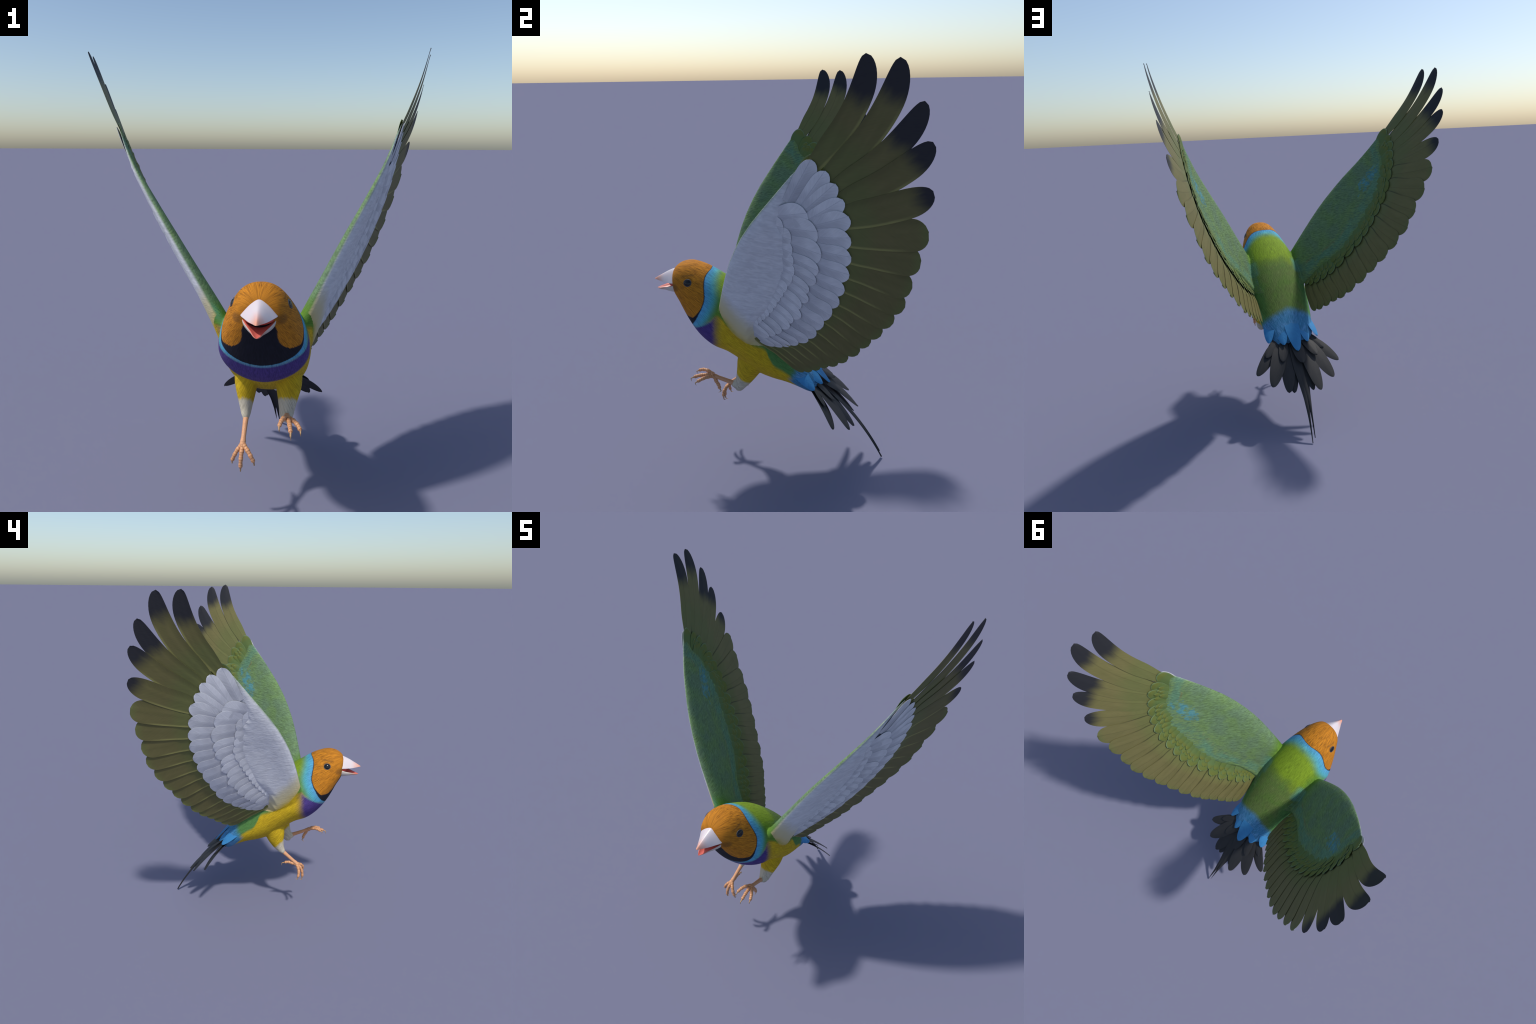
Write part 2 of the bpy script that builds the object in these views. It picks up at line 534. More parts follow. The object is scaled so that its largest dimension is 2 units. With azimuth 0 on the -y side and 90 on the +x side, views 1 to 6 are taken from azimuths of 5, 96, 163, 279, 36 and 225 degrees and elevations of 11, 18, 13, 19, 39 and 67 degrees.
def make_beak():
    n = Nodes("beak_horn")
    # pearly white at the base, flushed orange pink at the tip and edges
    along = n.step(n.y + (n.noise(None, 30.0, 2.0) - 0.5) * 0.02, -0.535, -0.597)
    c = n.mix(along, (0.62, 0.55, 0.57), (0.66, 0.30, 0.20))
    return n.finish(c, 0.32, None, 0.001, 0.5, **{"Subsurface Weight": 0.15, "Subsurface Scale": 0.01})


def make_lower_beak():
    n = Nodes("lower_beak_horn")
    along = n.step(n.y, -0.520, -0.588)
    c = n.mix(along, (0.55, 0.50, 0.44), (0.62, 0.27, 0.15))
    return n.finish(c, 0.35, None, 0.001, 0.5)


def make_skin():
    n = Nodes("leg_skin")
    soft = n.noise(None, 60.0, 3.0)
    c = n.mix(soft, (0.56, 0.27, 0.135), (0.64, 0.33, 0.17))
    v = n.nt.nodes.new("ShaderNodeTexVoronoi")
    v.inputs["Scale"].default_value = 260.0
    n.link(n.coord, v.inputs["Vector"])
    d = E(n, v.outputs["Distance"])
    return n.finish(n.bright(c, d * 0.25 + 0.85), 0.5, d, 0.0008, 0.4)


def make_toe():
    """like the shank, with reddish creases across the joints"""
    n = Nodes("toe_skin")
    soft = n.noise(None, 60.0, 3.0)
    c = n.mix(soft, (0.56, 0.27, 0.125), (0.64, 0.33, 0.16))
    ph = n.math("FRACT", n.x * 92.0 + soft * 0.35 + n.random())
    crease = n.step((ph - 0.5).abs(), 0.40, 0.48)
    c = n.mix(crease * 0.7, c, (0.36, 0.085, 0.050))
    return n.finish(c, 0.5, crease.inv(), 0.0012, 0.4)


def plain(name, col, rough=0.5, spec=0.5, **kw):
    n = Nodes(name)
    f = n.noise(None, 40.0, 2.0)
    return n.finish(n.bright(n.mix(0.0, col, col), (f - 0.5) * 0.15 + 1.0), rough, None, 0.001, spec, **kw)


# ----------------------------------------------------------------------------
# feathers
# ----------------------------------------------------------------------------
def vane(u, w_root, w_max, peak, round_from, sharp=2.0):
    """half width of a vane along its length"""
    u = np.asarray(u)
    w = w_root + (w_max - w_root) * ease(u, 0, peak)
    k = np.clip((u - round_from) / (1 - round_from), 0, 1)
    return w * np.sqrt(np.clip(1 - k ** sharp, 0, 1))


def feather_mesh(centre, lateral, normal, lead, trail, tilt, camber, thick, nv=9):
    """solid blade: centre (n,3), lateral and normal unit vectors (n,3); lead/trail half widths.
    lateral points to the leading side.  returns verts, faces, rim flags"""
    n = len(centre)
    v = np.linspace(-1, 1, nv)
    top, bot = [], []
    for i in range(n):
        off = np.where(v > 0, v * lead[i], v * trail[i])
        bend = camber[i] * v ** 2 + tilt[i] * v
        th = thick[i] * (1 - 0.85 * np.abs(v) ** 1.5) + 0.0003
        th = th + thick[i] * 0.9 * np.exp(-(v / 0.09) ** 2)       # quill
        p = centre[i] + off[:, None] * lateral[i] + bend[:, None] * normal[i]
        top.append(p + th[:, None] * normal[i])
        bot.append(p - th[:, None] * normal[i])
    verts = np.vstack([np.vstack(top), np.vstack(bot)])
    m = n * nv
    f = []          # faces alternate upper, lower over the blade; the rim follows
    for i in range(n - 1):
        for j in range(nv - 1):
            a, b, c, d = i * nv + j, (i + 1) * nv + j, (i + 1) * nv + j + 1, i * nv + j + 1
            f.append((a, b, c, d))
            f.append((m + a, m + d, m + c, m + b))
        for j, s in ((0, 1), (nv - 1, 0)):
            a, b = i * nv + j, (i + 1) * nv + j
            f.append((a, m + a, m + b, b) if s else (b, m + b, m + a, a))
    for i, s in ((0, 0), (n - 1, 1)):
        for j in range(nv - 1):
            a, b = i * nv + j, i * nv + j + 1
            f.append((a, b, m + b, m + a) if not s else (b, a, m + a, m + b))
    return verts, f


def place(name, verts, faces, mat, parent, x_axis, z_axis, origin, flip):
    half = len(verts) // 2
    index = [0 if min(f) < half else 1 for f in faces] if isinstance(mat, (list, tuple)) else None
    """store a blade in its own frame (x along the shaft) and place it"""
    x = x_axis / np.linalg.norm(x_axis)
    z = z_axis - x * (z_axis @ x)
    z /= np.linalg.norm(z)
    y = np.cross(z, x)
    R = np.stack([x, y, z], 1)
    loc = (verts - origin) @ R
    if flip:
        faces = [tuple(reversed(f)) for f in faces]
    M = Matrix.Identity(4)
    for i in range(3):
        for j in range(3):
            M[i][j] = R[i, j]
        M[i][3] = origin[i]
    ob = mesh_object(name, loc, faces, mat, parent, True, M, index)
    ob.data.set_sharp_from_angle(angle=math.radians(38))
    return ob


def wing_feather(name, side, mat, parent, base, tip, lead, trail, bow=0.0, h_base=0.0, h_tip=0.0,
                 tilt=0.0, camber=0.0, thick=0.0008, n=22, nv=9, lift=0.0):
    """feather lying on the wing surface, from base to tip given as (s, t)"""
    b, e = np.array(base, float), np.array(tip, float)
    d = e - b
    L = np.linalg.norm(d)
    d1 = d / L
    p = np.array([d1[1], -d1[0]])                 # leading side: +s / -t
    u = 1 - (1 - np.linspace(0, 1, n)) ** 1.25
    c2 = b + u[:, None] * d - (bow * 4 * u * (1 - u) * (0.5 + 1.0 * u))[:, None] * p
    hh = h0(c2[:, 0], c2[:, 1]) + h_base + (h_tip - h_base) * u + lift * u ** 2
    C = wing_world(c2[:, 0], c2[:, 1], hh, side)
    g = np.gradient(c2, axis=0)
    g /= np.linalg.norm(g, axis=1)[:, None]
    lat2 = np.stack([g[:, 1], -g[:, 0]], 1)
    c3 = c2 + lat2 * 0.01
    lat = wing_world(c3[:, 0], c3[:, 1], h0(c3[:, 0], c3[:, 1]) + (hh - h0(c2[:, 0], c2[:, 1])), side) - C
    lat /= np.linalg.norm(lat, axis=1)[:, None]
    nor = np.tile(wing_dir(-EN, side), (n, 1))    # towards the upper side
    k = ease(u, 0.0, 0.25)
    v, f = feather_mesh(C, lat, nor, lead(u), trail(u), tilt * k, camber * k, thick * (1 - 0.6 * u), nv)
    return place(name, v, f, mat, parent, C[-1] - C[0], wing_dir(-EN, side), C[0], side == LEFT)


FLIGHT_TIPS = [(0.816, -0.119), (0.826, -0.017), (0.720, 0.089), (0.606, 0.151), (0.450, 0.203), (0.300, 0.236), (0.180, 0.246),
               (0.052, 0.250), (-0.047, 0.250), (-0.147, 0.230), (-0.243, 0.201), (-0.330, 0.168), (-0.413, 0.136), (-0.491, 0.097),
               (-0.544, 0.062), (-0.584, 0.023), (-0.632, -0.013), (-0.675, -0.049), (-0.708, -0.086)]
UPPER_TIPS = [(0.447, -0.212), (0.414, -0.157), (0.381, -0.113), (0.328, -0.079), (0.271, -0.045), (0.204, -0.020), (0.132, 0.0),
              (0.056, 0.011), (-0.022, 0.009), (-0.100, 0.005), (-0.168, -0.002), (-0.240, -0.018), (-0.318, -0.048), (-0.400, -0.078),
              (-0.463, -0.108), (-0.513, -0.146), (-0.557, -0.181), (-0.590, -0.218), (-0.606, -0.258)]
UNDER_TIPS = [(0.435, -0.220), (0.409, -0.163), (0.373, -0.118), (0.323, -0.080), (0.265, -0.045), (0.181, -0.018), (0.099, 0.004),
              (0.015, 0.015), (-0.070, 0.013), (-0.152, 0.006), (-0.236, -0.014), (-0.320, -0.038), (-0.398, -0.060), (-0.456, -0.090),
              (-0.498, -0.132), (-0.538, -0.168), (-0.567, -0.205), (-0.579, -0.241)]
UNDER_MEDIAN = [(0.231, -0.193), (0.168, -0.139), (0.074, -0.105), (-0.008, -0.101), (-0.067, -0.102), (-0.132, -0.123), (-0.188, -0.118),
                (-0.245, -0.144), (-0.304, -0.138), (-0.350, -0.168), (-0.397, -0.180), (-0.447, -0.213), (-0.485, -0.240), (-0.515, -0.268)]
UNDER_LESSER = [(0.133, -0.272), (0.090, -0.234), (0.028, -0.221), (-0.023, -0.209), (-0.074, -0.199), (-0.127, -0.205), (-0.184, -0.222),
                (-0.225, -0.234), (-0.261, -0.246), (-0.302, -0.258), (-0.342, -0.271), (-0.375, -0.286), (-0.405, -0.300), (-0.434, -0.316), (-0.462, -0.331)]
FUR_EDGE = [(-0.62, -0.31), (-0.588, -0.300), (-0.47, -0.255), (-0.38, -0.190), (-0.29, -0.140), (-0.23, -0.118), (-0.10, -0.105),
            (0.03, -0.085), (0.12, -0.082), (0.222, -0.125), (0.286, -0.175), (0.33, -0.222), (0.40, -0.246)]
UNDER_EDGE = [(-0.64, -0.33), (-0.55, -0.345), (-0.462, -0.345), (-0.342, -0.285), (-0.184, -0.238), (-0.127, -0.220), (-0.074, -0.214), (0.028, -0.236),
              (0.09, -0.250), (0.133, -0.285), (0.25, -0.285), (0.36, -0.262)]
FRONT_EDGE = [(-0.66, -0.560), (-0.56, -0.554), (-0.48, -0.546), (-0.398, -0.537), (-0.317, -0.527), (-0.235, -0.515), (-0.153, -0.499), (-0.072, -0.477),
              (0.01, -0.449), (0.092, -0.415), (0.173, -0.375), (0.255, -0.333), (0.337, -0.291), (0.40, -0.257), (0.43, -0.238)]


def quill_base(i):
    """root of flight feather i under the coverts"""
    t, u = np.array(FLIGHT_TIPS[i]), np.array(UPPER_TIPS[i])
    d = (t - u) / np.linalg.norm(t - u)
    d = d + np.array([0.0, 0.0])
    return u - d * (0.090 if i > 0 else 0.06)


def flow(p):
    """direction of feather growth at a point on the wing"""
    s = np.interp(-p[0], [-u[0] for u in UPPER_TIPS], range(19))
    i = int(min(s, 17.999))
    d = [(np.array(FLIGHT_TIPS[k]) - np.array(UPPER_TIPS[k])) for k in (i, i + 1)]
    d = [x / np.linalg.norm(x) for x in d]
    v = d[0] * (1 - (s - i)) + d[1] * (s - i)
    return v / np.linalg.norm(v)


def spacing(pts, i):
    p = np.array(pts)
    a = np.linalg.norm(p[min(i + 1, len(p) - 1)] - p[i])
    b = np.linalg.norm(p[i] - p[max(i - 1, 0)])
    if i == 0:
        return a
    if i == len(p) - 1:
        return b
    return 0.5 * (a + b)


FLIGHT_BOW = [0.038, 0.046, 0.036, 0.024, 0.014, 0.010, 0.008] + [0.006] * 12
# half widths of the leading and trailing vanes of the flight feathers
LEAD_VANE = [0.034, 0.038, 0.036, 0.041, 0.049, 0.058, 0.060, 0.060, 0.057, 0.056, 0.054, 0.052, 0.050, 0.048, 0.043, 0.039, 0.038, 0.037, 0.033]
TRAIL_VANE = [0.047, 0.051, 0.049, 0.054, 0.063, 0.070, 0.070, 0.068, 0.064, 0.064, 0.061, 0.058, 0.056, 0.052, 0.048, 0.044, 0.042, 0.040, 0.030]


def build_wing_feathers(side, wing, M):
    wl, wt = LEAD_VANE, TRAIL_VANE
    for i, tip in enumerate(FLIGHT_TIPS):
        b = quill_base(i)
        prim = i < 5
        rf = 0.66 if prim else 0.80
        wing_feather("flight_feather", side, M["flight"][i][side], wing, b, tip,
                     lambda u, i=i, rf=rf: vane(u, 0.6 * wl[i], wl[i], 0.35, 0.62 if i < 5 else 0.84, 2.6 if i < 5 else 2.2),
                     lambda u, i=i, rf=rf: vane(u, 0.75 * wt[i], wt[i], 0.4, 0.74 if i < 5 else 0.82, 2.2),
                     bow=FLIGHT_BOW[i], h_base=0.0 + 0.0003 * i, h_tip=0.0, tilt=(-0.0016, -0.0016, -0.0014, -0.0010, 0.0)[i] if i < 5 else 0.0024, camber=-0.0010, thick=0.0010, n=30, nv=11)
    # greater upper coverts, then a shorter row lapped over them
    for i, tip in enumerate(UPPER_TIPS):
        tip = np.array(tip)
        d = flow(tip)
        w = spacing(UPPER_TIPS, i)
        L = 0.115
        h = -0.0045
        wing_feather("upper_covert", side, M["green"], wing, tip - d * L, tip,
                     lambda u, w=w: vane(u, w * 0.45, w * 0.56, 0.5, 0.50, 2.0), lambda u, w=w: vane(u, w * 0.5, w * 0.62, 0.5, 0.50, 2.0),
                     h_base=h + 0.002, h_tip=h - 0.0040, tilt=0.0018, camber=-0.0022, thick=0.0009, n=16, nv=9)
    up = np.array(UPPER_TIPS)
    for row, (inset, L, hh, prob) in enumerate(((0.036, 0.085, -0.0066, 1.15), (0.060, 0.075, -0.0078, 0.9))):
        for i in range(1, 18):
            for half in (0.0, 0.5):
                if rng.random() > prob * 0.8:
                    continue
                p = up[i] * (1 - half) + up[min(i + 1, 18)] * half
                d = flow(p)
                tip = p - d * (inset + rng.uniform(-0.008, 0.008))
                w = spacing(UPPER_TIPS, i) * rng.uniform(0.5, 0.72)
                wing_feather("upper_covert", side, M["green"], wing, tip - d * L, tip,
                             lambda u, w=w: vane(u, w * 0.45, w * 0.55, 0.5, 0.45, 2.0), lambda u, w=w: vane(u, w * 0.45, w * 0.55, 0.5, 0.45, 2.0),
                             h_base=hh + 0.005, h_tip=hh - 0.0035 + rng.uniform(-0.0018, 0.0012), tilt=0.001, camber=-0.002, thick=0.0008, n=12, nv=7)
    # grey coverts of the underside in three rows
    for i, tip in enumerate(UNDER_TIPS):
        tip = np.array(tip)
        d = flow(tip)
        w = spacing(UNDER_TIPS, i) * (1.0 if i < 10 else 1.22)
        L = 0.20 if i < 4 else 0.15 if i < 14 else 0.12
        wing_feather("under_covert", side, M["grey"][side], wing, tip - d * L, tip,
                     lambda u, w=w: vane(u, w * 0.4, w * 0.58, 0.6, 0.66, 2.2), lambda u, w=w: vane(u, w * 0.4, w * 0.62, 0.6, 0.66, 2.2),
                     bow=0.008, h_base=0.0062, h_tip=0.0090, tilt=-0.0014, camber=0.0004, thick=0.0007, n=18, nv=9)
    for i, tip in enumerate(UNDER_MEDIAN):
        tip = np.array(tip)
        d = flow(tip)
        w = spacing(UNDER_MEDIAN, i) * (1.05 if i < 7 else 1.25)
        wing_feather("under_covert", side, M["grey"][side], wing, tip - d * 0.150, tip,
                     lambda u, w=w: vane(u, w * 0.4, w * 0.60, 0.6, 0.62, 2.2), lambda u, w=w: vane(u, w * 0.4, w * 0.66, 0.6, 0.62, 2.2),
                     bow=0.004, h_base=0.0078, h_tip=0.0114, tilt=-0.0014, camber=0.0003, thick=0.0007, n=16, nv=9)
    for i, tip in enumerate(UNDER_LESSER):
        tip = np.array(tip)
        d = flow(tip)
        w = spacing(UNDER_LESSER, i) * 1.3
        wing_feather("under_covert", side, M["grey"][side], wing, tip - d * 0.075, tip,
                     lambda u, w=w: vane(u, w * 0.4, w * 0.60, 0.6, 0.60, 2.2), lambda u, w=w: vane(u, w * 0.4, w * 0.62, 0.6, 0.60, 2.2),
                     h_base=0.0070, h_tip=0.0120, tilt=-0.0008, camber=0.0002, thick=0.0006, n=12, nv=7)


# ----------------------------------------------------------------------------
# the body: one skin made of trunk loft, thighs and the fleshy front of the wings
# ----------------------------------------------------------------------------
# stations: back y,z / belly y,z / half width / height of the widest line (0 back .. 1 belly)
STATIONS = [
    (-0.497, 1.030, -0.493, 0.930, 0.056, 0.50),
    (-0.484, 1.050, -0.484, 0.902, 0.078, 0.55),
    (-0.452, 1.071, -0.461, 0.861, 0.098, 0.60),
    (-0.405, 1.078, -0.441, 0.818, 0.118, 0.62),
    (-0.352, 1.065, -0.416, 0.771, 0.138, 0.63),
    (-0.303, 1.042, -0.380, 0.719, 0.158, 0.64),
    (-0.246, 1.005, -0.340, 0.676, 0.174, 0.62),
    (-0.180, 0.960, -0.292, 0.641, 0.184, 0.59),
    (-0.110, 0.905, -0.228, 0.616, 0.188, 0.56),
    (-0.045, 0.842, -0.157, 0.570, 0.187, 0.54),
    (0.018, 0.774, -0.081, 0.512, 0.181, 0.53),
    (0.076, 0.702, -0.010, 0.481, 0.170, 0.52),
    (0.128, 0.633, 0.062, 0.462, 0.157, 0.52),
    (0.176, 0.568, 0.118, 0.441, 0.144, 0.52),
    (0.214, 0.512, 0.158, 0.418, 0.126, 0.50),
    (0.238, 0.472, 0.184, 0.400, 0.100, 0.50)]


def trunk():
    st = spline(STATIONS, 90)
    m = 72
    a = np.arange(m) / m * 2 * math.pi
    rings = []
    for ty, tz, by, bz, hw, f in st:
        T, B = np.array([XM, ty, tz]), np.array([XM, by, bz])
        c = T + f * (B - T)
        ca, sa = np.cos(a), np.sin(a)
        lat = hw * np.sign(ca) * np.abs(ca) ** np.where(sa > 0, 0.96 - 0.12 * float(ease(-ty, 0.30, 0.42)), 0.96 + 0.14 * float(ease(-ty, -0.02, 0.15)))
        up = np.where(sa[:, None] > 0, sa[:, None] * (T - c), -sa[:, None] * (B - c))
        rings.append(c + up + lat[:, None] * np.array([1.0, 0, 0]))
    return loft(rings)


def thigh(keys):
    """keys: centre x,y,z, radius x, radius y"""
    k = spline(keys, 24)
    a = np.arange(28) / 28 * 2 * math.pi
    rings = [np.stack([x + rx * np.cos(a), y + ry * np.sin(a), np.full(28, z)], 1) for x, y, z, rx, ry in k]
    return loft(rings)


def wing_arm(side):
    """closed skin from the front edge back to where the covert feathers start"""
    fe, tr, tu = np.array(FRONT_EDGE), np.array(FUR_EDGE), np.array(UNDER_EDGE)
    S = np.concatenate([np.linspace(-0.70, 0.36, 80), np.linspace(0.365, 0.425, 12)])
    m = 36
    rings = []
    for s in S:
        tf = np.interp(s, fe[:, 0], fe[:, 1])
        tb = np.interp(s, tr[:, 0], tr[:, 1]) + 0.012
        tb = max(tb, tf + 0.012)
        k = np.arange(m) / m * 2 * math.pi
        cx = 0.5 - 0.5 * np.cos(k)                      # 0 front .. 1 back
        thick = np.interp(s, [-0.7, -0.5, -0.3, 0.0, 0.25, 0.43], [0.042, 0.036, 0.028, 0.020, 0.013, 0.007])
        t = tf + (tb - tf) * cx
        chord = tb - tf
        nose = np.minimum(cx * chord / 0.075, 1.0)
        prof = np.sqrt(np.clip(1 - (1 - nose) ** 2, 0, 1))
        reach = np.interp(s, [-0.7, -0.4, -0.1], [0.30, 0.25, 0.16])
        bulk = 0.0062 + (thick - 0.0062) * np.exp(-(cx * chord / reach) ** 2)
        tail = np.sqrt(np.clip((1 - cx) * chord / 0.02, 0, 1))
        half = bulk * prof * np.maximum(tail, 0.25)
        lower = half * 1.15
        lower = lower + (0.0015 - lower) * ease(t - np.interp(s, tu[:, 0], tu[:, 1]), -0.035, 0.005)
        h = h0(s, t) + np.where(k < math.pi, -half, lower)
        rings.append(wing_world(np.full(m, s), t, h, side))
    v, f = loft(rings)
    if side == RIGHT:
        f = [tuple(reversed(x)) for x in f]
    return v, f


LEFT_THIGH = [(0.150, -0.070, 0.640, 0.050, 0.085), (0.163, -0.092, 0.600, 0.060, 0.082), (0.168, -0.112, 0.550, 0.056, 0.066),
              (0.166, -0.130, 0.505, 0.045, 0.053), (0.163, -0.150, 0.465, 0.035, 0.042), (0.162, -0.166, 0.435, 0.028, 0.030), (0.162, -0.172, 0.414, 0.016, 0.016)]
LEFT_ANKLE = [(0.163, -0.160, 0.450), (0.164, -0.185, 0.447), (0.165, -0.206, 0.455)]
RIGHT_THIGH = [(0.000, -0.060, 0.640, 0.050, 0.085), (-0.010, -0.082, 0.600, 0.058, 0.080), (-0.016, -0.103, 0.550, 0.050, 0.062),
               (-0.016, -0.112, 0.500, 0.040, 0.050), (-0.015, -0.128, 0.458, 0.029, 0.036), (-0.0135, -0.146, 0.428, 0.021, 0.025), (-0.012, -0.160, 0.408, 0.013, 0.014)]


def build_skin():
    parts = [trunk(), thigh(LEFT_THIGH), thigh(RIGHT_THIGH), wing_arm(LEFT), wing_arm(RIGHT),
             tube(spline(LEFT_ANKLE, 8), np.linspace(0.030, 0.0155, 8), 20)]
    V, F, o = [], [], 0
    for v, f in parts:
        V.append(v)
        F += [tuple(i + o for i in x) for x in f]
        o += len(v)
    me = bpy.data.meshes.new("skin")
    me.from_pydata(np.vstack(V).tolist(), [], F)
    me.update()
    ob = bpy.data.objects.new("skin", me)
    bpy.context.scene.collection.objects.link(ob)
    import bmesh
    bm = bmesh.new()
    bm.from_mesh(me)
    bmesh.ops.recalc_face_normals(bm, faces=bm.faces)
    bm.to_mesh(me)
    bm.free()
    r = ob.modifiers.new("remesh", "REMESH")
    r.mode = "VOXEL"
    r.voxel_size = 0.0036
    sm = ob.modifiers.new("smooth", "SMOOTH")
    sm.factor = 0.5
    sm.iterations = 6
    dg = bpy.context.evaluated_depsgraph_get()
    ev = bpy.data.meshes.new_from_object(ob.evaluated_get(dg))
    bpy.data.objects.remove(ob)
    return ev


def split_skin(me, mats, parents):
    nv, nf = len(me.vertices), len(me.polygons)
    co = np.empty(nv * 3)
    me.vertices.foreach_get("co", co)
    co = co.reshape(-1, 3)
    no = np.empty(nv * 3)
    me.vertices.foreach_get("normal", no)
    no = no.reshape(-1, 3)
    faces = [tuple(p.vertices) for p in me.polygons]
    cen = np.array([co[list(f)].mean(0) for f in faces])
    region = np.full(nf, "torso", dtype=object)
    x, y, z = cen.T
    rim = np.interp(z, [0.70, 0.75, 0.80, 0.83, 0.86, 0.90, 0.98, 1.045], [-0.47, -0.432, -0.392, -0.367, -0.346, -0.334, -0.345, -0.308])
    region[(y < rim + 0.085) & (z > 0.74)] = "neck"
    region[y < rim] = "head"
    q = y * 0.72 - z * 0.69
    region[q > -0.345] = "tail"
    for k, side in (("leg_l", LEFT), ("leg_r", RIGHT)):
        c = LEFT_THIGH if side == LEFT else RIGHT_THIGH
        cy = np.interp(-z, [-r[2] for r in c], [r[1] for r in c])
        cx = np.interp(-z, [-r[2] for r in c], [r[0] for r in c])
        region[(z < 0.555) & (np.abs(x - cx) < 0.075) & (y < cy + 0.075 + (0.5 - z) * 0.15) & (q < -0.40)
               & (z < 0.555 - (y + 0.10) * 0.55)] = k
    for k, side in (("wing_l", LEFT), ("wing_r", RIGHT)):
        w = wing_local(cen, side)
        root = np.interp(w[:, 1], [-0.56, -0.45, -0.36, -0.28], [-0.44, -0.56, -0.61, -0.62])
        sel = (w[:, 0] > root) & (np.abs(w[:, 2] - h0(w[:, 0], w[:, 1])) < 0.055) & (w[:, 1] > -0.585) & ((x - XM) * (1 if side == LEFT else -1) > 0.1)
        region[sel] = k
    out = {}
    for r in sorted(set(region)):
        idx = np.nonzero(region == r)[0]
        used = sorted({v for i in idx for v in faces[i]})
        remap = {v: k for k, v in enumerate(used)}
        nm = {"leg_l": "leg", "leg_r": "leg", "wing_l": "wing", "wing_r": "wing"}.get(r, r)
        if nm == "wing":
            s = LEFT if r == "wing_l" else RIGHT
            ml = [mats["wing"][s]]
        else:
            ml = [mats["body"]]
        ob = mesh_object(nm, co[used], [[remap[v] for v in faces[i]] for i in idx], ml, parents, True)
        ob.data.normals_split_custom_set_from_vertices([tuple(v) for v in no[used]])
        out[r] = ob
    return out


# ----------------------------------------------------------------------------
# beak, eyes, legs, tail
# ----------------------------------------------------------------------------
def build_beak(head, M):
    m = 28
    # upper mandible: station y, ridge z, edge z, half width
    up = spline([(-0.470, 1.044, 0.982, 0.068), (-0.497, 1.037, 0.979, 0.064), (-0.525, 1.025, 0.976, 0.047), (-0.552, 1.010, 0.975, 0.031),
                 (-0.578, 0.995, 0.977, 0.015), (-0.594, 0.985, 0.979, 0.007), (-0.600, 0.981, 0.9795, 0.0015)], 30)
    rings, mi = [], []
    for y, zr, ze, hw in up:
        a = np.linspace(0, math.pi, m)
        x = hw * np.cos(a)
        z = ze + (zr - ze) * (1 - np.abs(np.cos(a)) ** 1.7)
        b = np.linspace(-1, 1, 11)[1:-1]
        roof = ze + (zr - ze) * 0.12 * (1 - b ** 2)
        rings.append(np.vstack([np.stack([XM + x, np.full(m, y), z], 1), np.stack([XM + b * hw * 0.96, np.full(9, y), roof], 1)]))
    v, f = loft(rings)
    mm = m + 9
    mi = [1 if (fc[0] % mm) >= m - 1 and len(fc) == 4 else 0 for fc in f]
    mesh_object("upper_beak", v, f, [M["beak"], M["mouth"]], head, mat_index=mi)
    # lower mandible, dropped open
    lo = spline([(-0.468, 0.979, 0.912, 0.063), (-0.490, 0.966, 0.914, 0.060), (-0.520, 0.953, 0.918, 0.044), (-0.548, 0.944, 0.923, 0.027),
                 (-0.572, 0.937, 0.925, 0.015), (-0.585, 0.9335, 0.929, 0.006), (-0.590, 0.932, 0.9310, 0.0014)], 30)
    rings = []
    for y, ze, zb, hw in lo:
        a = np.linspace(0, -math.pi, m)
        x = hw * np.cos(a)
        z = ze + (ze - zb) * -np.abs(np.sin(a)) ** 0.9
        b = np.linspace(-1, 1, 11)[1:-1]
        floor = ze - (ze - zb) * 0.55 * (1 - b ** 2)
        rings.append(np.vstack([np.stack([XM + x, np.full(m, y), z], 1), np.stack([XM + b * hw * 0.93, np.full(9, y), floor], 1)]))
    v, f = loft(rings)
    f = [tuple(reversed(q)) for q in f]
    mi = []
    for fc in f:
        k = [i % mm for i in fc]
        mi.append(1 if len(fc) == 4 and max(k) >= m else 0)
    mesh_object("lower_beak", v, f, [M["lower_beak"], M["mouth"]], head, mat_index=mi)
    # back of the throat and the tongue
    r = [np.stack([XM + 0.056 * k * np.cos(t), np.full(20, yy), 0.968 + 0.022 * k * np.sin(t)], 1)
         for yy, k in ((-0.455, 0.9), (-0.490, 1.0), (-0.512, 0.75), (-0.524, 0.35)) for t in [np.arange(20) / 20 * 2 * math.pi]]
    v, f = loft(r)
    mesh_object("mouth", v, f, M["gullet"], head)


def ellipsoid(c, r, axes=np.eye(3), nu=18, nv=28):
    rings = []
    for i in range(1, nu):
        p = math.pi * i / nu
        a = np.arange(nv) / nv * 2 * math.pi
        q = np.stack([np.full(nv, r[0] * math.cos(p)), r[1] * math.sin(p) * np.cos(a), r[2] * math.sin(p) * np.sin(a)], 1)
        rings.append(np.asarray(c) + q @ axes)
    v, f = loft(rings)
    return v, f


